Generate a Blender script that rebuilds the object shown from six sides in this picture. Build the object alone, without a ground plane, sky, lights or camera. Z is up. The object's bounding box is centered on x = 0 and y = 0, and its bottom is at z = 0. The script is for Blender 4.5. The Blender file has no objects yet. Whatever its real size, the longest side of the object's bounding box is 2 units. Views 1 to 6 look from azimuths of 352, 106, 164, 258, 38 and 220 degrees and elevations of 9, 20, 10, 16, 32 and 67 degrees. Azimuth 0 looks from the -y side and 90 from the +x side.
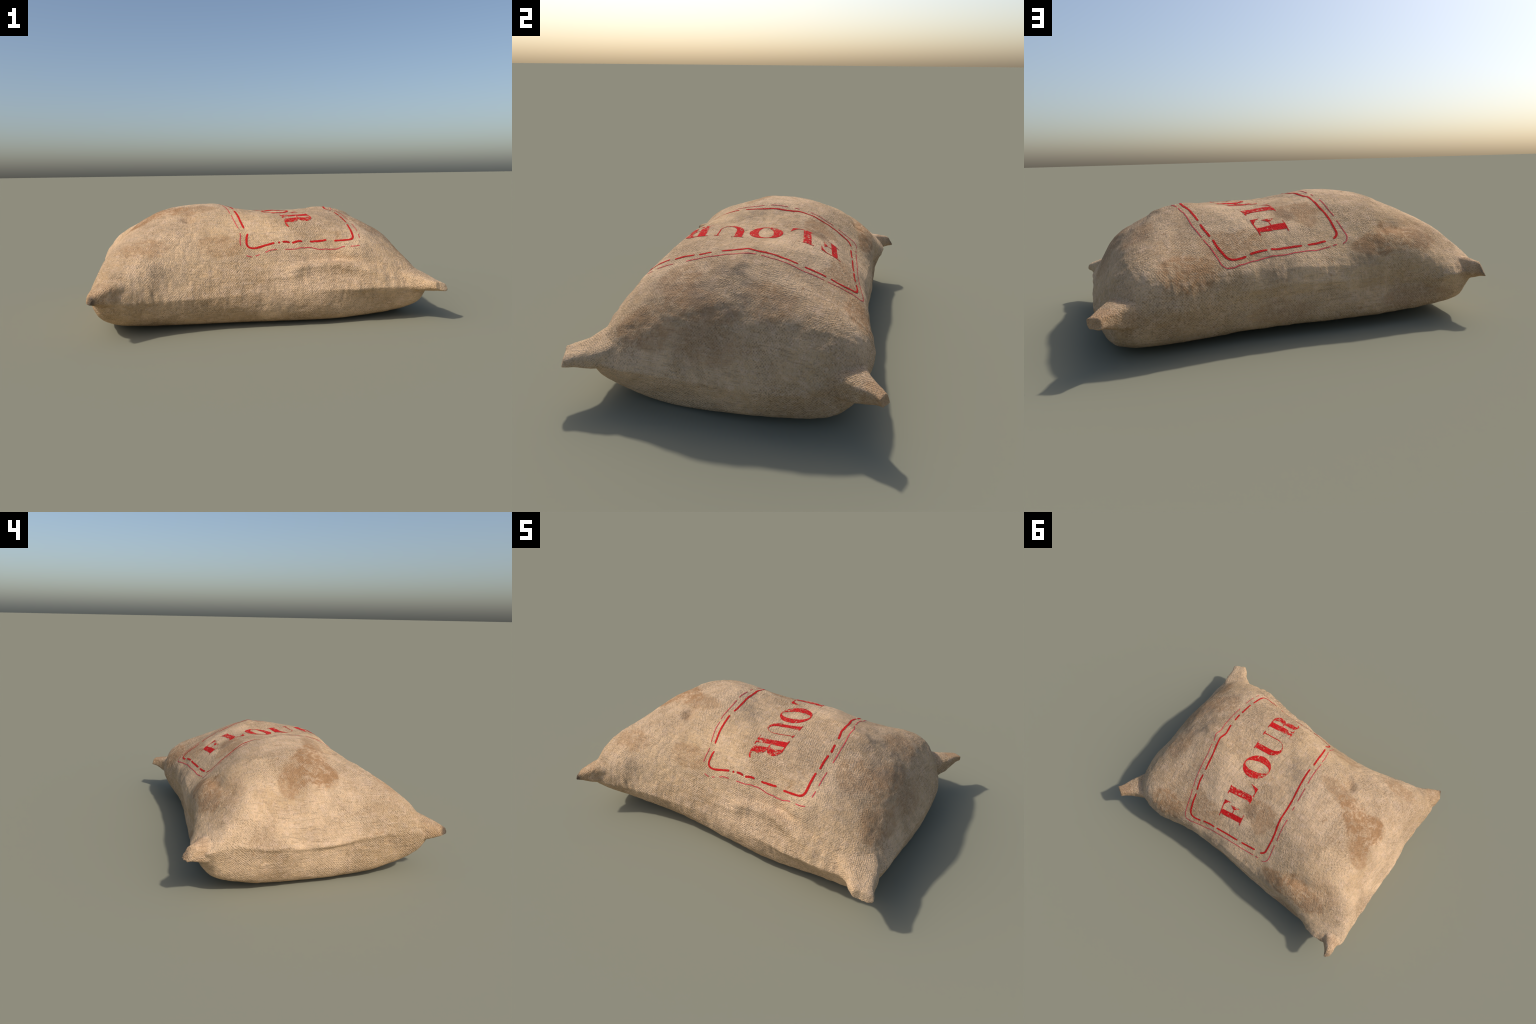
"""Burlap flour sack lying flat: two cloth panels sewn along a seam, four twisted
corner ears, stains, folds, and a red stencil print (double dashed border + FLOUR)."""
import bpy, bmesh, math
import numpy as np
from mathutils import Vector, noise
from mathutils.bvhtree import BVHTree

rng = np.random.default_rng(7)

# ------------------------------------------------------------------ helpers
def spline_basis(n, x):
    """Clamped uniform cubic B-spline basis, n control points."""
    k = 3
    kn = np.r_[np.zeros(k), np.linspace(0, 1, n - k + 1), np.ones(k)]
    x = np.clip(x, 0, 1 - 1e-9)
    B = np.zeros((len(x), n + k))
    for i in range(n + k):
        B[:, i] = (x >= kn[i]) & (x < kn[i + 1])
    for d in range(1, k + 1):
        for i in range(n + k - d):
            a = (x - kn[i]) / (kn[i + d] - kn[i]) if kn[i + d] > kn[i] else 0
            b = (kn[i + d + 1] - x) / (kn[i + d + 1] - kn[i + 1]) if kn[i + d + 1] > kn[i + 1] else 0
            B[:, i] = a * B[:, i] + b * B[:, i + 1]
    return B[:, :n]

def mesh_object(name, verts, faces, mats=(), parent=None, smooth=True):
    me = bpy.data.meshes.new(name)
    me.from_pydata([tuple(map(float, v)) for v in verts], [], [tuple(map(int, f)) for f in faces])
    me.update()
    if smooth:
        me.polygons.foreach_set('use_smooth', [True] * len(me.polygons))
    ob = bpy.data.objects.new(name, me)
    bpy.context.scene.collection.objects.link(ob)
    for m in mats:
        me.materials.append(m)
    if parent:
        ob.parent = parent
    return ob

def smoothstep(a, b, x):
    t = np.clip((x - a) / (b - a), 0, 1)
    return t * t * (3 - 2 * t)

# ------------------------------------------------------------------ the sack body
# Control nets of the two panels. Rows run from the tied end (-x) to the other end (+x);
# in a row the points (x, y, z) run across the sack from the -y seam over to the +y seam.
TOP_PANEL = [
    [(-0.885, -0.685, 0.24), (-0.939, -0.635, 0.253), (-0.933, -0.538, 0.262), (-0.919, -0.289, 0.259), (-0.971, -0.004, 0.23), (-0.972, 0.251, 0.245), (-0.991, 0.469, 0.287), (-1.03, 0.552, 0.257), (-0.956, 0.575, 0.248)],
    [(-0.866, -0.712, 0.218), (-0.863, -0.665, 0.297), (-0.901, -0.536, 0.441), (-0.843, -0.271, 0.457), (-0.855, -0.051, 0.485), (-0.787, 0.117, 0.441), (-0.949, 0.275, 0.484), (-0.951, 0.475, 0.366), (-0.891, 0.621, 0.243)],
    [(-0.8, -0.707, 0.199), (-0.754, -0.713, 0.316), (-0.771, -0.557, 0.46), (-0.709, -0.291, 0.516), (-0.657, -0.105, 0.619), (-0.638, 0.08, 0.619), (-0.754, 0.281, 0.547), (-0.735, 0.553, 0.384), (-0.79, 0.629, 0.242)],
    [(-0.592, -0.616, 0.196), (-0.572, -0.599, 0.327), (-0.532, -0.497, 0.501), (-0.47, -0.273, 0.59), (-0.44, -0.083, 0.666), (-0.445, 0.184, 0.652), (-0.516, 0.441, 0.548), (-0.568, 0.626, 0.399), (-0.642, 0.542, 0.204)],
    [(-0.24, -0.573, 0.192), (-0.236, -0.494, 0.327), (-0.242, -0.409, 0.473), (-0.22, -0.24, 0.637), (-0.216, -0.044, 0.681), (-0.231, 0.251, 0.636), (-0.277, 0.445, 0.422), (-0.332, 0.61, 0.307), (-0.375, 0.584, 0.194)],
    [(0.111, -0.552, 0.209), (0.099, -0.496, 0.39), (0.049, -0.415, 0.541), (0.015, -0.27, 0.612), (-0.019, -0.039, 0.583), (-0.043, 0.233, 0.621), (-0.056, 0.497, 0.43), (-0.038, 0.624, 0.29), (-0.052, 0.581, 0.213)],
    [(0.383, -0.582, 0.205), (0.346, -0.445, 0.349), (0.303, -0.408, 0.558), (0.262, -0.249, 0.613), (0.225, 0.03, 0.567), (0.182, 0.267, 0.633), (0.167, 0.54, 0.445), (0.213, 0.636, 0.302), (0.251, 0.591, 0.205)],
    [(0.618, -0.591, 0.213), (0.564, -0.541, 0.356), (0.535, -0.422, 0.516), (0.496, -0.169, 0.589), (0.451, 0.108, 0.67), (0.415, 0.281, 0.543), (0.429, 0.527, 0.406), (0.487, 0.669, 0.341), (0.517, 0.702, 0.211)],
    [(0.82, -0.555, 0.194), (0.761, -0.512, 0.321), (0.727, -0.376, 0.434), (0.728, -0.118, 0.521), (0.686, 0.13, 0.548), (0.679, 0.353, 0.493), (0.672, 0.587, 0.441), (0.674, 0.681, 0.347), (0.687, 0.69, 0.21)],
    [(0.911, -0.529, 0.2), (0.909, -0.456, 0.289), (0.837, -0.323, 0.374), (0.87, -0.066, 0.453), (0.825, 0.173, 0.394), (0.827, 0.402, 0.41), (0.781, 0.581, 0.373), (0.751, 0.636, 0.295), (0.761, 0.644, 0.222)],
    [(0.913, -0.55, 0.204), (0.97, -0.429, 0.199), (0.947, -0.264, 0.186), (0.943, 0.006, 0.185), (0.919, 0.229, 0.16), (0.916, 0.411, 0.185), (0.836, 0.548, 0.212), (0.809, 0.603, 0.221), (0.829, 0.659, 0.225)],
]
# inner rows of the underside; its rim is the rim of the top panel
BOTTOM_PANEL = [
    [(-0.915, -0.685, 0.177), (-0.941, -0.595, 0.16), (-0.933, -0.351, 0.087), (-0.946, -0.042, 0.079), (-0.972, 0.266, 0.071), (-0.986, 0.496, 0.118), (-0.952, 0.587, 0.175)],
    [(-0.849, -0.671, 0.135), (-0.875, -0.607, 0.075), (-0.908, -0.381, 0.012), (-0.918, -0.059, -0.011), (-0.93, 0.273, 0.017), (-0.946, 0.505, 0.041), (-0.902, 0.579, 0.132)],
    [(-0.63, -0.6, 0.115), (-0.659, -0.57, 0.059), (-0.694, -0.363, -0.021), (-0.707, -0.048, 0.006), (-0.716, 0.284, -0.025), (-0.736, 0.54, 0.082), (-0.73, 0.592, 0.084)],
    [(-0.293, -0.568, 0.145), (-0.332, -0.511, 0.019), (-0.368, -0.324, -0.016), (-0.389, -0.025, 0.067), (-0.399, 0.302, 0.01), (-0.404, 0.558, 0.028), (-0.399, 0.61, 0.083)],
    [(0.058, -0.592, 0.15), (0.019, -0.516, 0.006), (-0.01, -0.313, -0.007), (-0.03, -0.007, 0.007), (-0.047, 0.315, 0.039), (-0.061, 0.558, 0.034), (-0.066, 0.602, 0.098)],
    [(0.374, -0.566, 0.119), (0.361, -0.541, -0.004), (0.346, -0.318, -0.005), (0.327, 0.004, 0.075), (0.301, 0.323, 0.02), (0.271, 0.549, 0.032), (0.25, 0.596, 0.078)],
    [(0.646, -0.473, 0.095), (0.655, -0.524, 0.04), (0.663, -0.308, -0.018), (0.644, 0.018, 0.01), (0.612, 0.341, -0.026), (0.582, 0.569, 0.024), (0.548, 0.645, 0.064)],
    [(0.856, -0.548, 0.105), (0.87, -0.502, 0.072), (0.885, -0.255, -0.002), (0.875, 0.051, -0.001), (0.831, 0.369, 0.019), (0.803, 0.602, 0.008), (0.751, 0.67, 0.101)],
    [(0.939, -0.517, 0.139), (0.924, -0.411, 0.077), (0.88, -0.161, -0.022), (0.928, 0.113, 0.037), (0.893, 0.39, 0.033), (0.855, 0.594, 0.07), (0.804, 0.645, 0.144)],
]


def panel(net, n=110):
    net = np.array(net, float)
    u = np.linspace(0, 1, n)
    u = .5 * u + .25 * (1 - np.cos(np.pi * u))
    S, T = spline_basis(net.shape[0], u), spline_basis(net.shape[1], u)
    return np.einsum('ai,bj,ijk->abk', S, T, net)

def weld_panels(top, bottom):
    n = top.shape[0]
    verts = list(top.reshape(-1, 3))
    it = np.arange(n * n).reshape(n, n)
    ib = it.copy()
    for i in range(n):
        for j in range(n):
            if 0 < i < n - 1 and 0 < j < n - 1:
                ib[i, j] = len(verts)
                verts.append(bottom[i, j])
    faces, which = [], []
    for ids, flip in ((it, False), (ib, True)):
        for i in range(n - 1):
            for j in range(n - 1):
                f = [ids[i, j], ids[i + 1, j], ids[i + 1, j + 1], ids[i, j + 1]]
                faces.append(f[::-1] if flip else f)
                which.append(1 if flip else 0)
    return verts, faces, which

# ------------------------------------------------------------------ corner ears
# every ear is a tube of twisted cloth: rings (centre, half-width vector, half-height vector),
# from inside the sack out to the cut end
EARS = [
    dict(rings=[((-.76, -.53, .265), (-.08, .09, 0), (0, 0, .09)),
                ((-.842, -.628, .256), (-.054, .072, .0), (.010, .010, .066)),
                ((-.888, -.696, .252), (-.032, .054, .0), (.008, .008, .042)),
                ((-.915, -.750, .248), (-.013, .030, .002), (.004, .006, .020))], power=3.6),
    dict(rings=[((.74, -.40, .24), (.11, .09, 0), (0, 0, .09)),
                ((.868, -.492, .220), (.072, .062, -.006), (-.006, .008, .056)),
                ((.916, -.562, .211), (.054, .040, -.010), (-.005, .008, .036)),
                ((.953, -.623, .208), (.047, .019, -.013), (-.004, .006, .022))], power=3.6),
    dict(rings=[((.70, .54, .215), (.08, -.075, 0), (0, 0, .08)),
                ((.798, .630, .206), (.054, -.050, 0), (.0, .0, .058)),
                ((.845, .698, .213), (.036, -.027, 0), (.0, -.003, .039)),
                ((.886, .757, .217), (.029, -.013, .001), (.003, -.008, .024))], power=4.5),
    dict(rings=[((-.88, .40, .25), (.05, .02, 0), (0, 0, .05)),
                ((-.926, .512, .252), (.054, .030, .010), (.0, -.008, .056)),
                ((-.953, .577, .256), (.036, .022, .010), (.002, -.016, .045)),
                ((-.979, .635, .256), (.016, .020, .006), (.006, -.022, .034))], power=3.6),
]

def ear_tube(rings, power, around=28, along=26):
    R = np.array(rings, float)                       # ring, (c,w,h), xyz
    t = np.linspace(0, 1, along)
    B = None
    src = np.linspace(0, 1, len(R))
    prof = np.empty((along, 3, 3))
    for a in range(3):
        for b in range(3):                           # smooth interpolation through the rings
            prof[:, a, b] = np.polyval(np.polyfit(src, R[:, a, b], len(R) - 1), t)
    verts, faces = [], []
    for c, w, h in prof:
        for k in range(around):
            th = 2 * np.pi * k / around
            cx, sx = np.cos(th), np.sin(th)
            r = (abs(cx) ** power + abs(sx) ** power) ** (-1 / power)
            verts.append(c + w * cx * r + h * sx * r)
    for i in range(along - 1):
        for k in range(around):
            a, b = i * around + k, i * around + (k + 1) % around
            faces.append((a, b, b + around, a + around))
    faces.append(tuple(range(around))[::-1])
    faces.append(tuple(range((along - 1) * around, along * around)))
    return verts, faces

top_net, bottom_net = np.array(TOP_PANEL), np.array(BOTTOM_PANEL)
full_bottom = top_net.copy()
full_bottom[1:-1, 1:-1] = bottom_net
top, bottom = panel(top_net), panel(full_bottom)
bottom[..., 2] = np.maximum(bottom[..., 2], .002)
bverts, bfaces, bwhich = weld_panels(top, bottom)
panel_tree = BVHTree.FromPolygons([Vector(v) for v in bverts], bfaces)

verts, faces = list(bverts), list(bfaces)
for e in EARS:
    v, f = ear_tube(**e)
    o = len(verts)
    verts += v
    faces += [tuple(i + o for i in q) for q in f]
raw = mesh_object('raw_sack', verts, faces)
bm = bmesh.new()
bm.from_mesh(raw.data)
# ears: orient every shell outwards before the shells are fused
bmesh.ops.recalc_face_normals(bm, faces=bm.faces)
bm.to_mesh(raw.data)
bm.free()
rem = raw.modifiers.new('fuse', 'REMESH')
rem.mode = 'VOXEL'
rem.voxel_size = .0048
rem.use_smooth_shade = True
dg = bpy.context.evaluated_depsgraph_get()
body = bpy.data.meshes.new_from_object(raw.evaluated_get(dg))
bpy.data.objects.remove(raw)

N = len(body.vertices)
co = np.empty(N * 3)
body.vertices.foreach_get('co', co)
co = co.reshape(-1, 3)
E = np.empty(len(body.edges) * 2, int)
body.edges.foreach_get('vertices', E)
E = E.reshape(-1, 2)
deg = np.bincount(E.ravel(), minlength=N)[:, None]

def relax(p, it, f):
    for _ in range(it):
        s = np.zeros_like(p)
        np.add.at(s, E[:, 0], p[E[:, 1]])
        np.add.at(s, E[:, 1], p[E[:, 0]])
        p = p + f * (s / deg - p)
    return p

ear_near = np.full(N, 9.0)                            # keep the folded ears crisp
for e in EARS:
    c2, c3 = (np.array(e['rings'][j][0]) for j in (1, 3))
    ax = c3 - c2
    t = np.clip(((co - c2) @ ax) / (ax @ ax), 0, 1.2)
    ear_near = np.minimum(ear_near, np.linalg.norm(co - c2 - t[:, None] * ax, axis=1))
soft = smoothstep(.06, .16, ear_near)[:, None]
co = relax(co, 8, .04 + .46 * soft)

def vertex_normals(p):
    body.vertices.foreach_set('co', p.ravel())
    body.update()
    nn = np.empty(N * 3, np.float32)
    body.vertex_normals.foreach_get('vector', nn)
    return nn.reshape(-1, 3).astype(float)

# ------------------------------------------------------------------ folds and lumps
def fbm(p, freq, octaves=3, seed=0.0):
    off = Vector((seed * 7.1, seed * 3.7, seed * 5.3))
    return np.array([noise.fractal(Vector(q) + off, 1.0, 2.0, octaves, noise_basis='PERLIN_ORIGINAL') for q in p * freq])

nrm = vertex_normals(co)
# creases: (points along the crease, height in m, half width in m); negative = groove
FOLDS = [
        # loose sewn band along the -y side: upper edge and seam line
        ([(-.50, -.53, .28), (-.10, -.52, .272), (.12, -.53, .278), (.24, -.52, .30)], .005, .012),
        ([(-.78, -.66, .19), (-.53, -.60, .19), (-.24, -.57, .195), (.0, -.55, .204), (.20, -.56, .23), (.56, -.60, .19), (.8, -.57, .19)], .0015, .012),
        # slanting fold at the +x end of the -y side
        ([(.14, -.515, .315), (.24, -.50, .325), (.34, -.495, .33), (.46, -.515, .32), (.55, -.54, .295), (.64, -.555, .255)], .020, .028),
        ([(.24, -.475, .365), (.40, -.485, .37), (.52, -.50, .355), (.62, -.51, .315)], -.017, .026),
        # seam along the +y side
        ([(.62, .60, .34), (.30, .58, .335), (-.05, .56, .325), (-.30, .56, .317)], .005, .014),
        ([(.72, .66, .23), (.40, .62, .25), (.0, .59, .262), (-.40, .59, .25), (-.8, .60, .22)], .004, .012),
        # overlapping hem across the +x end
        ([(.88, -.45, .15), (.90, -.20, .172), (.90, .0, .165), (.90, .25, .18), (.86, .50, .205)], .006, .014),
        # hem across the -x end: a lip of cloth standing over the underside
        ([(-.905, -.60, .255), (-.925, -.43, .262), (-.943, -.155, .236), (-.955, 0, .230), (-.968, .234, .243), (-.978, .394, .278), (-.978, .50, .255)], .011, .013),
        # tent-like ridge pushed up under the border at the +x side
        ([(.38, .085, .61), (.465, .073, .617), (.56, .06, .58), (.64, .05, .55)], .010, .030),
        # hollows pressed into the top
        ([(-.41, -.22, .625), (-.45, -.29, .58)], -.034, .06),
        ([(-.52, .46, .48), (-.61, .43, .47), (-.71, .39, .45)], -.026, .045),
        ([(-.17, .15, .64), (-.14, .02, .64)], -.016, .07),

]
def fold_field(p):
    h = np.zeros(len(p))
    for pts, amp, wid in FOLDS:
        pts = np.array(pts, float)
        best = np.full(len(p), 9.0)
        tt = np.zeros(len(p))
        L = np.linalg.norm(np.diff(pts, axis=0), axis=1)
        acc = np.r_[0, np.cumsum(L)] / L.sum()
        for i in range(len(pts) - 1):
            a, d = pts[i], pts[i + 1] - pts[i]
            t = np.clip(((p - a) @ d) / (d @ d), 0, 1)
            r = np.linalg.norm(p - a - t[:, None] * d, axis=1)
            m = r < best
            best[m] = r[m]
            tt[m] = acc[i] + t[m] * (acc[i + 1] - acc[i])
        h += amp * np.exp(-(best / wid) ** 2) * np.sin(np.pi * np.clip(.08 + .84 * tt, 0, 1)) ** .5
    return h

top_w = smoothstep(-.2, .5, nrm[:, 2])
lump = .0035 * fbm(co, 5.0, 2, 1) + .0030 * fbm(co, 11.0, 2, 2)
# soft cross folds on the shoulder at the +x end, running across the sack
wr = fbm(np.c_[co[:, 0] * 2.4 + .12 * fbm(co, 4, 2, 8), co[:, 1] * .8, co[:, 2] * 2.4], 8.0, 2, 3)
shoulder = smoothstep(.46, .66, co[:, 0]) * smoothstep(.92, .80, co[:, 0]) * top_w
# small puckers where the cloth is gathered into the side seams
side = smoothstep(.45, .8, np.abs(nrm[:, 1])) * np.exp(-((co[:, 2] - .24) / .11) ** 2)
puck = fbm(np.c_[co[:, 0] * 1.0, co[:, 1] * .3, co[:, 2] * .28], 30.0, 2, 4)
endw = smoothstep(.45, .8, np.abs(nrm[:, 0])) * np.exp(-((co[:, 2] - .20) / .10) ** 2)
puck_e = fbm(np.c_[co[:, 0] * .3, co[:, 1] * 1.0, co[:, 2] * .28], 24.0, 2, 6)
grain = fbm(co, 36.0, 2, 5)
crease = np.clip(1 - 4.5 * np.abs(fbm(np.c_[co[:, 0] * 1.5, co[:, 1], co[:, 2]], 6.5, 2, 9)), 0, 1) ** 2
crease *= smoothstep(-.1, .35, fbm(co, 3.0, 1, 11))
h = -.0022 * crease + lump + wr * (.0010 + .0016 * shoulder) + .0034 * side * puck + .0030 * endw * puck_e + .0010 * grain + fold_field(co) * (1 + .8 * fbm(co, 9.0, 2, 13))
h *= smoothstep(.0, .05, co[:, 2])                # stays flat where it rests on the floor
co = co + nrm * h[:, None]
co[:, 2] = np.maximum(co[:, 2], .0)
nrm = vertex_normals(co)
tree = BVHTree.FromPolygons([Vector(v) for v in co], [tuple(p.vertices) for p in body.polygons])

# ------------------------------------------------------------------ materials
class Nodes:
    def __init__(self, name):
        self.mat = bpy.data.materials.new(name)
        self.mat.use_nodes = True
        self.t = self.mat.node_tree
        self.t.nodes.clear()
        self.out = self.t.nodes.new('ShaderNodeOutputMaterial')
        self.co = self.t.nodes.new('ShaderNodeTexCoord').outputs['Object']
    def put(self, sock, v):
        if isinstance(v, bpy.types.NodeSocket):
            self.t.links.new(v, sock)
        elif v is not None:
            if sock.type == 'RGBA' and len(v) == 3:
                v = (*v, 1)
            sock.default_value = v
    def math(self, op, a, b=None, c=None, clamp=False):
        n = self.t.nodes.new('ShaderNodeMath')
        n.operation = op
        n.use_clamp = clamp
        for s, v in zip(n.inputs, (a, b, c)):
            self.put(s, v)
        return n.outputs[0]
    def vmath(self, op, a, b=None):
        n = self.t.nodes.new('ShaderNodeVectorMath')
        n.operation = op
        self.put(n.inputs[0], a)
        self.put(n.inputs[1], b)
        return n.outputs[1] if op in ('LENGTH', 'DOT_PRODUCT', 'DISTANCE') else n.outputs[0]
    def noise(self, scale, detail=3, rough=.55, dist=0, vec=None, stretch=None, shift=(0, 0, 0)):
        v = vec or self.co
        m = self.t.nodes.new('ShaderNodeMapping')
        self.put(m.inputs['Vector'], v)
        m.inputs['Location'].default_value = shift
        m.inputs['Scale'].default_value = stretch or (1, 1, 1)
        n = self.t.nodes.new('ShaderNodeTexNoise')
        self.put(n.inputs['Vector'], m.outputs[0])
        n.inputs['Scale'].default_value = scale
        n.inputs['Detail'].default_value = detail
        n.inputs['Roughness'].default_value = rough
        n.inputs['Distortion'].default_value = dist
        return n.outputs['Fac']
    def range(self, v, a, b, lo=0.0, hi=1.0):
        n = self.t.nodes.new('ShaderNodeMapRange')
        n.interpolation_type = 'SMOOTHSTEP'
        for s, x in zip(n.inputs, (v, a, b, lo, hi)):
            self.put(s, x)
        return n.outputs[0]
    def mix(self, fac, a, b, mode='MIX'):
        n = self.t.nodes.new('ShaderNodeMix')
        n.data_type = 'RGBA'
        n.blend_type = mode
        self.put(n.inputs['Factor'], fac)
        self.put(n.inputs['A'], a)
        self.put(n.inputs['B'], b)
        return n.outputs['Result']
    def xyz(self, v):
        n = self.t.nodes.new('ShaderNodeSeparateXYZ')
        self.put(n.inputs[0], v)
        return n.outputs
    def blob(self, centre, radius, soft=.5, wobble=None):
        """soft patch around a point; radius per axis"""
        d = self.vmath('LENGTH', self.vmath('DIVIDE', self.vmath('SUBTRACT', self.co, centre), tuple(1.18 * r for r in radius)))
        if wobble is not None:
            d = self.math('ADD', d, self.math('MULTIPLY', self.math('SUBTRACT', wobble, .5), 1.1))
        return self.range(d, 1.0 + soft * .5, 1.0 - soft * .5)

# brown water stains: (centre, radii, strength)
STAINS = [
    # the large tide mark on the slope at the -x end
    ((-.50, -.125, .63), (.075, .055, .2), 1.0), ((-.60, -.085, .61), (.09, .075, .2), 1.05), ((-.70, -.10, .56), (.085, .085, .2), 1.05),
    ((-.71, .02, .55), (.06, .07, .2), .9), ((-.76, .09, .50), (.055, .05, .2), .75), ((-.36, -.16, .64), (.10, .05, .2), .5), ((-.655, -.05, .585), (.10, .085, .2), 1.0),
    # along the +y shoulder
    ((-.44, .545, .43), (.13, .05, .07), .9), ((-.57, .49, .465), (.10, .06, .10), .95), ((-.68, .50, .43), (.09, .06, .09), .8),
    ((-.72, .39, .48), (.10, .07, .10), .35),
    ((-.10, .29, .56), (.11, .06, .2), .7), ((-.13, .33, .53), (.06, .05, .2), .6), ((.25, .50, .45), (.12, .07, .1), .7),
    ((.50, .61, .36), (.11, .08, .08), .85), ((.71, .25, .49), (.09, .10, .1), .5), ((.34, .47, .45), (.08, .07, .1), .6),
    # -y side
    ((-.67, -.50, .455), (.11, .06, .06), .6), ((-.26, -.45, .46), (.10, .05, .07), .6),
    # +x end
    ((.66, -.18, .51), (.08, .10, .08), .6), ((.78, -.09, .47), (.07, .11, .07), .65), ((.80, .04, .46), (.05, .08, .07), .5),
    ((.85, -.28, .355), (.08, .12, .09), .6), ((.88, .05, .34), (.06, .16, .08), .4),
    # ears and the lower flank
    ((-.88, -.73, .26), (.09, .09, .06), .45), ((-.95, .62, .26), (.07, .07, .06), .4), ((.87, .74, .22), (.07, .07, .06), .5),
    ((-.66, .58, .13), (.17, .10, .05), .5), ((.08, .58, .13), (.13, .10, .05), .4),
]
# grey shadow patches painted into the cloth colour, plus one dirty ear tip
SHADE_DIRT = [
    ((.65, .05, .55), (.07, .09, .10), .95), ((.72, .02, .50), (.07, .12, .10), .9), ((.58, -.49, .38), (.05, .05, .06), .7),
    ((.02, .46, .47), (.05, .08, .10), .7), ((.08, .57, .36), (.09, .06, .09), .8), ((-.09, -.08, .62), (.06, .09, .1), .7),
    ((-.04, .31, .56), (.06, .04, .1), .6), ((-.37, .58, .33), (.08, .06, .08), .7), ((-.06, .47, .45), (.05, .05, .08), .5),
    ((-.70, .50, .41), (.06, .06, .06), .5), ((.70, -.28, .44), (.06, .12, .09), .6), ((.69, .35, .46), (.08, .10, .08), .5),
    ((.48, .33, .49), (.05, .08, .08), .4), ((-.80, -.62, .31), (.04, .04, .06), .7), ((-.59, -.585, .34), (.05, .03, .03), .7),
    ((-.918, -.772, .247), (.022, .016, .03), 1.6), ((.03, -.56, .17), (.08, .05, .06), .6),
]

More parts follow.
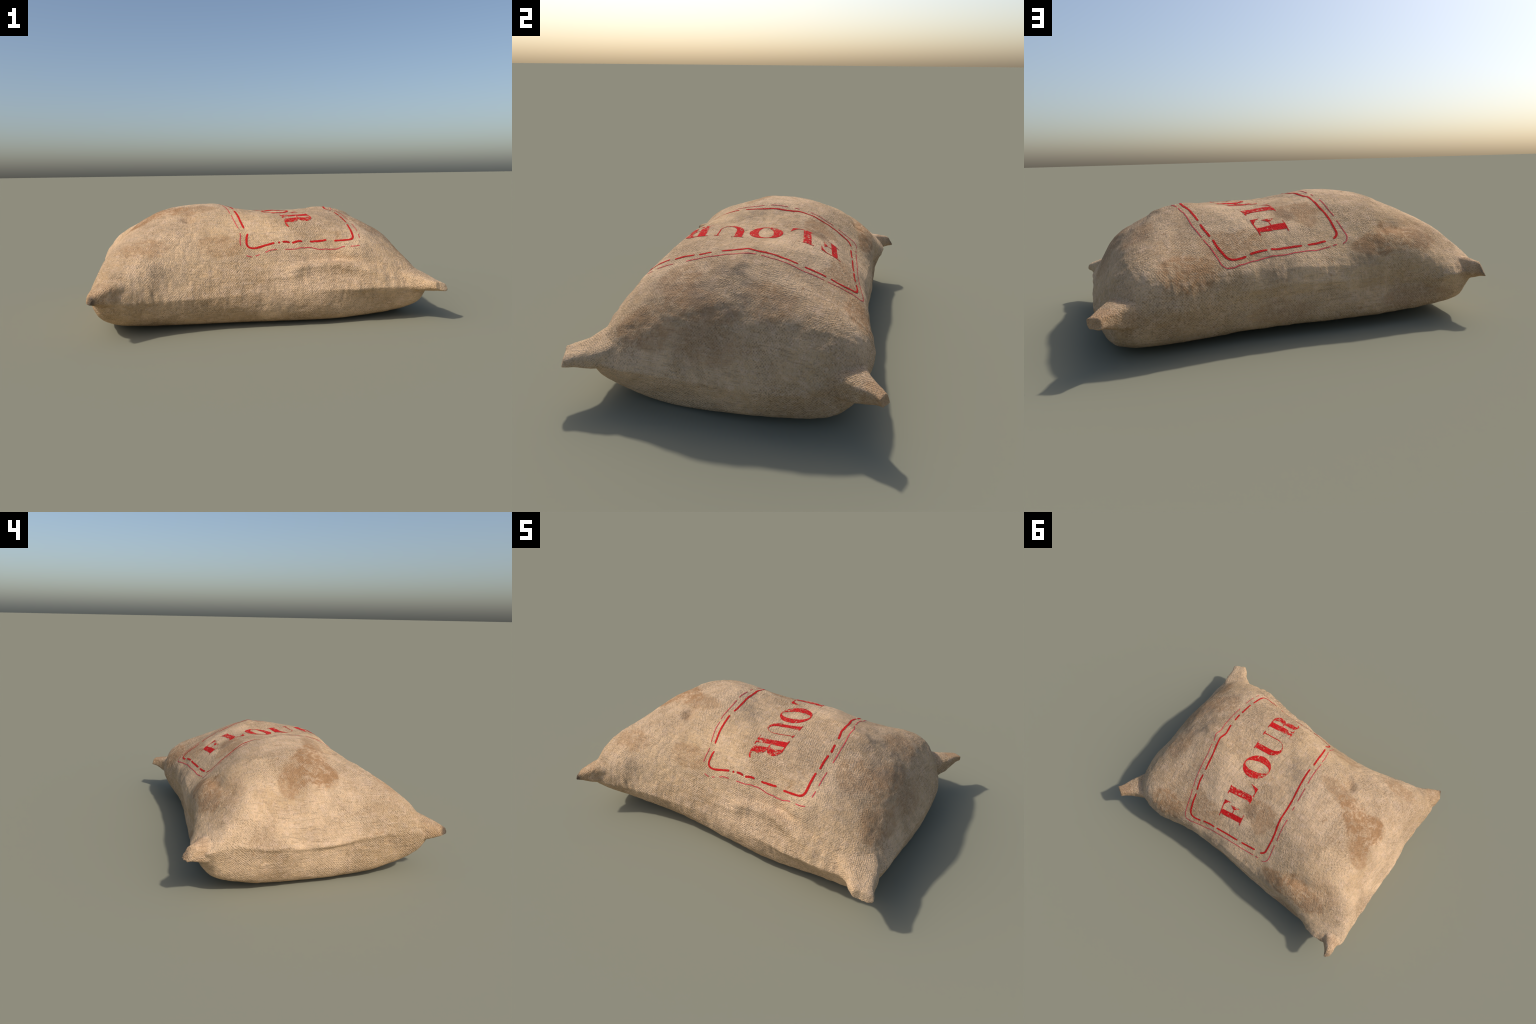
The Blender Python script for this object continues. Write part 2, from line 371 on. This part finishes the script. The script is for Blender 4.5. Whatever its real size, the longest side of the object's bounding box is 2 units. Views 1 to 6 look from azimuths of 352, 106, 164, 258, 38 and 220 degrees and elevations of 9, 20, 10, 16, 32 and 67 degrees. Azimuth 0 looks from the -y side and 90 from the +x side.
def burlap(g, tint_by=None):
    """colour and bump height of the cloth, in object space"""
    warp = g.noise(11, 2, .5)
    mott = g.noise(3.1, 5, .62, .4)
    fine = g.noise(26, 5, .7, .2)
    tint = g.noise(1.6, 3, .5, shift=(3, 1, 7))
    col = g.mix(g.range(mott, .40, .60), TAN, PALE)
    col = g.mix(g.math('MULTIPLY', g.range(tint, .40, .66), .55), col, OCHRE)
    col = g.mix(g.math('MULTIPLY', g.range(fine, .48, .66), .45), col, PINK)
    # fibres: thin streaks along both thread directions
    st1 = g.noise(9, 4, .7, stretch=(9, 1.0, 9))
    st2 = g.noise(9, 4, .7, stretch=(1.0, 9, 4), shift=(5, 0, 0))
    streak = g.math('ADD', g.math('MULTIPLY', st1, .5), g.math('MULTIPLY', st2, .5))
    col = g.mix(g.range(streak, .42, .60, 0, .30), col, GREY)
    # slubs: thicker pale threads and thin dark gaps along warp and weft
    slub1 = g.noise(11, 3, .6, stretch=(16, .9, 6), shift=(2, 0, 6))
    slub2 = g.noise(11, 3, .6, stretch=(.9, 16, 16), shift=(0, 6, 2))
    slub = g.math('MAXIMUM', g.range(slub1, .57, .68), g.range(slub2, .57, .68))
    gap = g.math('MAXIMUM', g.range(slub1, .42, .33), g.range(slub2, .42, .33))
    col = g.mix(g.math('MULTIPLY', slub, .38), col, LIGHT)
    col = g.mix(g.math('MULTIPLY', gap, .26), col, PIT)
    # weave of coarse yarn, box mapped
    wv = g.t.nodes.new('ShaderNodeNewGeometry')
    nx, ny, nz = g.xyz(g.vmath('MULTIPLY', wv.outputs['Normal'], wv.outputs['Normal']))[:3]
    jit = g.noise(16, 2, .5, shift=(2, 2, 2))
    j2 = g.math('MULTIPLY', jit, 9.0)
    x, y, z = g.xyz(g.co)[:3]
    K = 2 * math.pi / .0125
    j3 = g.math('MULTIPLY', g.noise(13, 2, .5, shift=(7, 3, 1)), 11.0)
    j4 = g.math('MULTIPLY', g.noise(15, 2, .5, shift=(1, 9, 5)), 10.0)
    sx, sy, sz = (g.math('SINE', g.math('MULTIPLY_ADD', c, K, j)) for c, j in ((x, j2), (y, j3), (z, j4)))
    weave = g.math('ADD', g.math('MULTIPLY', nz, g.math('MULTIPLY', sx, sy)),
                   g.math('ADD', g.math('MULTIPLY', ny, g.math('MULTIPLY', sx, sz)), g.math('MULTIPLY', nx, g.math('MULTIPLY', sy, sz))))
    speck = g.noise(95, 3, .75)
    yarn = g.math('ADD', g.math('MULTIPLY', weave, .30), g.math('MULTIPLY', g.math('SUBTRACT', speck, .5), 2.0))
    yw = g.noise(4.5, 2, .5, shift=(9, 4, 1))
    yarn = g.math('MULTIPLY', yarn, g.range(yw, .38, .62, .35, 1.05))
    col = g.mix(g.range(yarn, 0, .5, 0, .42), col, LIGHT)
    col = g.mix(g.range(yarn, 0, -.5, 0, .52), col, PIT)
    # scattered mildew spots
    spots = g.math('MULTIPLY', g.range(g.noise(21, 3, .6, .3, shift=(3, 3, 9)), .64, .72), g.range(g.noise(3.3, 2, .5, shift=(8, 0, 3)), .45, .60, .0, .55))
    col = g.mix(spots, col, BROWN)
    # stains
    wob = g.noise(7.5, 5, .68, .9, shift=(1, 8, 2))
    wob2 = g.noise(22, 4, .7, .8, shift=(4, 1, 2))
    tot = None
    for c, r, s in STAINS:
        b = g.math('MULTIPLY', g.blob(c, r, .38, wob), s)
        tot = b if tot is None else g.math('MAXIMUM', tot, b)
    tot = g.math('MULTIPLY', tot, g.range(wob2, .36, .58, .25, 1.0))
    blot = g.math('MULTIPLY', g.range(g.noise(6.5, 6, .7, .6, shift=(6, 6, 0)), .58, .72), g.range(wob2, .40, .60, .1, .7))
    tot = g.math('MAXIMUM', tot, g.math('MULTIPLY', blot, .3))
    col = g.mix(g.math('MULTIPLY', tot, .88), col, BROWN)
    # painted shadow patches broken up by noise, and the ear-tip dirt
    dt = None
    for c, r, s in SHADE_DIRT:
        b = g.math('MULTIPLY', g.blob(c, r, .9, wob), s)
        dt = b if dt is None else g.math('MAXIMUM', dt, b)
    dn = g.noise(5, 5, .7, .5, stretch=(2.2, .9, 1.5), shift=(0, 5, 5))
    dt = g.math('MAXIMUM', g.math('MULTIPLY', dt, g.range(dn, .36, .58)), g.math('MULTIPLY', g.range(dn, .58, .72), .22))
    col = g.mix(g.math('MULTIPLY', dt, .55), col, SHADE_GRIME)
    # blackened, handled tips of the two ears at the -x end
    tip = g.math('MAXIMUM', g.blob((-.924, -.778, .247), (.036, .030, .045), .9), g.math('MULTIPLY', g.blob((-.985, .668, .27), (.030, .030, .04), .9), .6))
    col = g.mix(g.math('MULTIPLY', tip, .8), col, (.07, .06, .05))
    if tint_by:
        col = g.mix(1.0, col, tint_by, 'MULTIPLY')
    height = g.math('ADD', g.math('MULTIPLY', yarn, 1.0), g.math('ADD', g.math('MULTIPLY', streak, .9), g.math('MULTIPLY', g.math('SUBTRACT', slub, gap), .35)))
    return col, height

def finish(g, col, height, rough=.93, bump=.7):
    b = g.t.nodes.new('ShaderNodeBump')
    b.inputs['Strength'].default_value = bump
    b.inputs['Distance'].default_value = .009
    g.put(b.inputs['Height'], height)
    p = g.t.nodes.new('ShaderNodeBsdfPrincipled')
    g.put(p.inputs['Base Color'], col)
    p.inputs['Roughness'].default_value = rough
    p.inputs['Specular IOR Level'].default_value = .15
    g.put(p.inputs['Normal'], b.outputs[0])
    g.t.links.new(p.outputs[0], g.out.inputs[0])
    return g.mat

TAN, PALE, OCHRE, PINK = (.535, .35, .195), (.785, .53, .312), (.66, .43, .222), (.81, .555, .375)
GREY, LIGHT, PIT, BROWN, SHADE_GRIME = (.50, .385, .27), (.84, .605, .405), (.18, .11, .055), (.41, .22, .10), (.24, .18, .125)
RED, PINK_RED = (.58, .006, .009), (.66, .06, .075)

g = Nodes('burlap')
BURLAP = finish(g, *burlap(g))
g = Nodes('shaded_khaki_burlap')
BURLAP_UNDER = finish(g, *burlap(g, (.98, .97, .96)))  # underside tint: khaki cloth with some baked shade kept in its colour

def ink(name, red, lo, hi, keep):
    g = Nodes(name)
    col, h = burlap(g)
    w1 = g.noise(52, 6, .75, .5, stretch=(1, 1.8, 1.4))
    w2 = g.noise(9, 3, .6, shift=(4, 4, 4))
    wear = g.math('ADD', g.math('MULTIPLY', w1, .75), g.math('MULTIPLY', w2, .45))
    cover = g.math('MULTIPLY', g.range(wear, hi, lo), keep)
    shade = g.mix(g.range(h, -.6, .6), tuple(c * .82 for c in red), tuple(min(1, c * 1.12) for c in red))
    return finish(g, g.mix(cover, col, shade), h)
INK = ink('worn_red_ink', RED, .625, .70, .98)
INK_SOLID = ink('red_ink', RED, .74, .86, .97)
INK_THIN = ink('thin_red_ink', PINK_RED, .68, .84, .94)


# ------------------------------------------------------------------ split the cloth into its parts
sack = bpy.data.objects.new('flour_sack', None)
bpy.context.scene.collection.objects.link(sack)
sack["label"] = "stuffed burlap flour sack lying flat with red stencil print"
sack["category"] = "flour sack"

F = np.array([tuple(p.vertices) if len(p.vertices) == 4 else tuple(p.vertices) + (p.vertices[-1],) for p in body.polygons])
fc = co[F].mean(1)
region = np.zeros(len(F), int)
for i, p in enumerate(fc):
    hit = panel_tree.find_nearest(Vector(p))
    region[i] = bwhich[hit[2]]
for k, e in enumerate(EARS):
    c1, c2, c3 = (np.array(e['rings'][j][0]) for j in (1, 2, 3))
    ax = (c3 - c1) / np.linalg.norm(c3 - c1)
    cut = c1 * .35 + c2 * .65
    d = (fc - cut) @ ax
    near = np.linalg.norm((fc - cut) - d[:, None] * ax, axis=1) < .14
    region[(d > 0) & near] = 2 + k

def part(name, sel, mat=None):
    fs = F[sel]
    used = np.unique(fs)
    remap = np.full(N, -1)
    remap[used] = np.arange(len(used))
    flist = []
    for f in remap[fs]:
        f = list(dict.fromkeys(f.tolist()))
        flist.append(f)
    ob = mesh_object(name, co[used], flist, [mat or BURLAP], sack)
    ob.data.normals_split_custom_set_from_vertices([tuple(n) for n in nrm[used]])
    return ob

part('upper_panel', region == 0)
part('lower_panel', region == 1, BURLAP_UNDER)
for k in range(4):
    part('corner_ear', region == 2 + k)

# ------------------------------------------------------------------ red stencil print
LIFT = .0013
def drop(x, y):
    """surface point straight below (x, y) and its smooth normal"""
    loc, n, i, _ = tree.ray_cast(Vector((x, y, 2)), Vector((0, 0, -1)))
    return on_face(loc, i)

def on_face(loc, i):
    f = F[i]
    w = 1 / (np.linalg.norm(co[f] - np.array(loc), axis=1) + 1e-4)
    n = (nrm[f] * w[:, None]).sum(0)
    return np.array(loc), n / np.linalg.norm(n)

def ink_object(name, pts, nrms, fs, mat):
    ob = mesh_object(name, pts, fs, [mat], sack)
    ob.data.normals_split_custom_set_from_vertices([tuple(n) for n in nrms])
    return ob

# -- the word: letters drawn in text space, a = along the line (0..1), b = height (0..1).
# The base line and the cap line lie on the cloth as these curves (y, x):
BASE = ([.42, .285, 0, -.17, -.24, -.36], [-.024, .001, .058, .093, .107, .129])
CAP = ([.456, .321, .242, .111, -.028, -.164, -.209, -.33], [.131, .168, .190, .217, .246, .271, .279, .298])
def text_to_cloth(a, b):
    y = .42 - .78 * a
    x0 = np.interp(-y, -np.array(BASE[0]), BASE[1])
    x1 = np.interp(-(y + .034), -np.array(CAP[0]), CAP[1])
    return x0 + (x1 - x0) * b, y + .034 * b

WA, WB = .795, .168                                   # metres per unit of a and b
def box(a, b, a0, a1, b0, b1):
    return np.minimum(np.minimum(a - a0, a1 - a) * WA, np.minimum(b - b0, b1 - b) * WB)
def ell(a, b, ca, cb, ra, rb):
    k = np.sqrt(((a - ca) / ra) ** 2 + ((b - cb) / rb) ** 2)
    return (1 - k) * min(ra * WA, rb * WB)
def tri(a, b, *p):
    d = None
    for (x0, y0), (x1, y1) in zip(p, p[1:] + p[:1]):
        e = ((x1 - x0) * WA, (y1 - y0) * WB)
        s = (e[0] * (b - y0) * WB - e[1] * (a - x0) * WA) / math.hypot(*e)
        d = s if d is None else np.minimum(d, s)
    return d
U, I = np.maximum.reduce, np.minimum.reduce

def letter_F(a, b):
    drop_serif = np.minimum(box(a, b, .08, .123, .68, 1.0), (b - (.965 - .27 * np.clip((a - .080) / .042, 0, 1) ** 2)) * WB)
    tongue = np.minimum(box(a, b, .05, .103, .27, .69), .0028 + np.maximum(a - .080, 0) * WA * 1.7 - np.abs(b - .48) * WB)
    return U([box(a, b, .016, .054, 0, 1), box(a, b, 0, .082, 0, .032), box(a, b, 0, .122, .962, 1.0), drop_serif, tongue])
def letter_L(a, b):
    foot = np.minimum(box(a, b, .25, .326, 0, .34), (.03 + .30 * np.clip((a - .258) / .066, 0, 1) ** 2 - b) * WB)
    foot = np.minimum(foot, (.312 + .05 * b - a) * WA)
    return U([box(a, b, .187, .238, 0, 1), box(a, b, .171, .272, .965, 1.0), box(a, b, .171, .312, 0, .035), foot])
def letter_O(a, b):
    a = a - (b - .5) * -.02
    return np.minimum(ell(a, b, .481, .5, .110, .515), -ell(a, b, .483, .5, .050, .475))
def letter_U(a, b):
    outer = U([box(a, b, .632, .792, .36, 1.0), np.minimum(ell(a, b, .712, .40, .080, .41), (.41 - b) * WB)])
    inner = U([box(a, b, .680, .7845, .36, 1.2), np.minimum(ell(a, b, .7322, .40, .0524, .36), (.41 - b) * WB)])
    bowl = np.minimum(outer, -inner)
    return U([bowl, box(a, b, .618, .700, .965, 1.0), box(a, b, .768, .808, .96, 1.0)])
def letter_R(a, b):
    bowl = np.minimum(U([ell(a, b, .955, .745, .052, .255), box(a, b, .90, .955, .49, 1.0)]),
                      -U([ell(a, b, .938, .745, .020, .215), box(a, b, .90, .938, .53, .96)]))
    leg = np.minimum(U([ell(a, b, .955, .27, .045, .24), box(a, b, .952, .992, .02, .34)]), -box(a, b, .85, .951, -.2, .60))
    leg = U([leg, np.minimum(ell(a, b, .995, .09, .034, .115), -ell(a, b, 1.002, .125, .026, .085))])
    return U([box(a, b, .869, .921, 0, 1), box(a, b, .848, .94, 0, .032), box(a, b, .85, .95, .965, 1.0), bowl, leg])

def letter_mesh(shape, a0, a1, mat):
    na, nb = int((a1 - a0) * WA / .0017), int(1.12 * WB / .0017)
    A, Bq = np.meshgrid(np.linspace(a0, a1, na), np.linspace(-.07, 1.05, nb), indexing='ij')
    f = shape(A, Bq)
    # ragged stencil edge
    rag = np.array([noise.noise(Vector((x * 240, y * 50, 3.3))) for x, y in zip(A.ravel(), Bq.ravel())]).reshape(A.shape)
    f = f + .0009 * rag
    pts, index, fs = [], {}, []
    def vid(key, a, b):
        if key not in index:
            index[key] = len(pts)
            pts.append((a, b))
        return index[key]
    for i in range(na - 1):
        for j in range(nb - 1):
            cs = [(i, j), (i + 1, j), (i + 1, j + 1), (i, j + 1)]
            v = [f[c] for c in cs]
            if max(v) <= 0:
                continue
            poly = []
            for k in range(4):
                c, d, fv, gv = cs[k], cs[(k + 1) % 4], v[k], v[(k + 1) % 4]
                if fv > 0:
                    poly.append(vid(c, A[c], Bq[c]))
                if (fv > 0) != (gv > 0):
                    t = fv / (fv - gv)
                    key = (min(c, d), max(c, d))
                    poly.append(vid(key, A[c] + t * (A[d] - A[c]), Bq[c] + t * (Bq[d] - Bq[c])))
            if len(poly) > 2:
                fs.append(poly)
    P, Nn = [], []
    for a, b in pts:
        p, n = drop(*text_to_cloth(a, b))
        P.append(p + n * LIFT)
        Nn.append(n)
    return ink_object('letter', P, Nn, fs, mat)

for shape, a0, a1 in ((letter_F, -.01, .14), (letter_L, .16, .34), (letter_O, .36, .60), (letter_U, .61, .82), (letter_R, .84, 1.04)):
    letter_mesh(shape, a0, a1, INK)

# -- the double border: brushed dashes following the cloth, given as (x, y) strokes
THICK_STROKES = [
    [(0.509, -0.283), (0.503, -0.235), (0.5, -0.185)],
    [(0.501, -0.162), (0.489, -0.102)],
    [(0.482, -0.055), (0.459, 0.015), (0.462, 0.075), (0.446, 0.132), (0.427, 0.183), (0.412, 0.247), (0.401, 0.293)],
    [(0.395, 0.324), (0.387, 0.367), (0.366, 0.423)],
    [(0.356, 0.442), (0.343, 0.493), (0.323, 0.54), (0.312, 0.557), (0.292, 0.564), (0.264, 0.562), (0.223, 0.551)],
    [(0.203, 0.543), (0.154, 0.53), (0.116, 0.525)],
    [(0.098, 0.521), (0.026, 0.507), (-0.065, 0.492)],
    [(-0.096, 0.486), (-0.152, 0.474), (-0.198, 0.466)],
    [(-0.24, 0.461), (-0.259, 0.45), (-0.268, 0.437), (-0.265, 0.41), (-0.259, 0.363), (-0.249, 0.318), (-0.234, 0.279), (-0.223, 0.232), (-0.216, 0.161), (-0.203, 0.09), (-0.183, 0.014), (-0.164, -0.067), (-0.157, -0.105), (-0.152, -0.147)],
    [(-0.151, -0.186), (-0.14, -0.244), (-0.129, -0.311), (-0.114, -0.366)],
    [(-0.096, -0.395), (-0.103, -0.405), (-0.106, -0.418), (-0.109, -0.433), (-0.105, -0.443), (-0.093, -0.449), (-0.065, -0.452), (-0.029, -0.451), (0.009, -0.449), (0.047, -0.444)],
    [(0.068, -0.444), (0.078, -0.44)],
    [(0.093, -0.439), (0.116, -0.436), (0.135, -0.437)],
    [(0.148, -0.437), (0.164, -0.436), (0.208, -0.432)],
    [(0.251, -0.432), (0.3, -0.43), (0.348, -0.431)],
    [(0.392, -0.435), (0.433, -0.435), (0.469, -0.435), (0.487, -0.433), (0.502, -0.426), (0.509, -0.413), (0.509, -0.388), (0.507, -0.35), (0.505, -0.311)],
]
THIN_STROKES = [
    [(0.55, -0.359), (0.548, -0.318), (0.546, -0.274)],
    [(0.541, -0.212), (0.533, -0.137), (0.521, -0.049), (0.504, 0.026), (0.508, 0.067), (0.494, 0.093), (0.483, 0.114)],
    [(0.479, 0.135), (0.473, 0.166), (0.458, 0.203), (0.447, 0.264), (0.436, 0.319), (0.42, 0.375), (0.403, 0.421)],
    [(0.399, 0.435), (0.377, 0.486), (0.36, 0.539), (0.344, 0.585), (0.324, 0.599), (0.288, 0.595), (0.217, 0.574), (0.127, 0.551), (0.054, 0.537), (-0.02, 0.526), (-0.103, 0.513), (-0.211, 0.495)],
    [(-0.224, 0.492), (-0.248, 0.49)],
    [(-0.278, 0.49), (-0.302, 0.483), (-0.313, 0.461), (-0.302, 0.413), (-0.292, 0.373)],
    [(-0.289, 0.347), (-0.276, 0.304), (-0.266, 0.253), (-0.261, 0.211)],
    [(-0.248, 0.149), (-0.244, 0.121)],
    [(-0.237, 0.084), (-0.227, 0.032), (-0.217, -0.017)],
    [(-0.209, -0.051), (-0.199, -0.095), (-0.192, -0.134), (-0.18, -0.231)],
    [(-0.173, -0.25), (-0.169, -0.282), (-0.16, -0.319), (-0.145, -0.364)],
    [(-0.139, -0.387), (-0.136, -0.4), (-0.143, -0.417), (-0.142, -0.441)],
    [(-0.115, -0.471), (-0.083, -0.473)],
    [(-0.064, -0.471), (-0.04, -0.47)],
    [(-0.009, -0.468), (0.058, -0.464)],
    [(0.103, -0.46), (0.158, -0.455), (0.216, -0.449), (0.255, -0.449), (0.299, -0.45), (0.353, -0.452), (0.4, -0.456), (0.449, -0.457)],
    [(0.48, -0.459), (0.508, -0.46), (0.536, -0.455)],
    [(0.548, -0.416), (0.55, -0.384)],
]


def stroke(pts, width, mat, name):
    pts = np.array(pts, float)
    L = np.r_[0, np.cumsum(np.linalg.norm(np.diff(pts, axis=0), axis=1))]
    n = max(6, int(L[-1] / .004))
    q = np.linspace(0, L[-1], n)
    xy = np.c_[np.interp(q, L, pts[:, 0]), np.interp(q, L, pts[:, 1])]
    for _ in range(4):                                # round the corners of the stroke
        xy[1:-1] = .5 * xy[1:-1] + .25 * (xy[:-2] + xy[2:])
    c = [drop(*p) for p in xy]
    P = np.array([p for p, _ in c])
    Nn = np.array([m for _, m in c])
    T = np.gradient(P, axis=0)
    T /= np.linalg.norm(T, axis=1)[:, None] + 1e-9
    S = np.cross(T, Nn)
    rows = 5
    pos, nor, fs = [], [], []
    for i in range(n):
        s = q[i] / max(L[-1], 1e-6)
        end = min(1, (min(s, 1 - s) * L[-1] / (width * .6) + .25)) ** .5
        w = width * end * (1 + .22 * noise.noise(Vector((P[i][0] * 38, P[i][1] * 38, 1.7))))
        for k in range(rows):
            o = P[i] + S[i] * w * (k / (rows - 1) - .5)
            loc, _, fi, _ = tree.find_nearest(Vector(o))
            p, m = on_face(loc, fi)
            pos.append(p + m * LIFT)
            nor.append(m)
    for i in range(n - 1):
        for k in range(rows - 1):
            a = i * rows + k
            fs.append((a, a + rows, a + rows + 1, a + 1))
    # face the ribbon outwards
    v0 = np.cross(np.array(pos[rows]) - pos[0], np.array(pos[1]) - pos[0])
    if v0 @ nor[0] < 0:
        fs = [f[::-1] for f in fs]
    return ink_object(name, pos, nor, fs, mat)

for s in THICK_STROKES:
    stroke(s, .0115, INK_SOLID, 'border_dash')
for s in THIN_STROKES:
    stroke(s, .0052, INK_THIN, 'thin_border_dash')

bpy.data.meshes.remove(body)
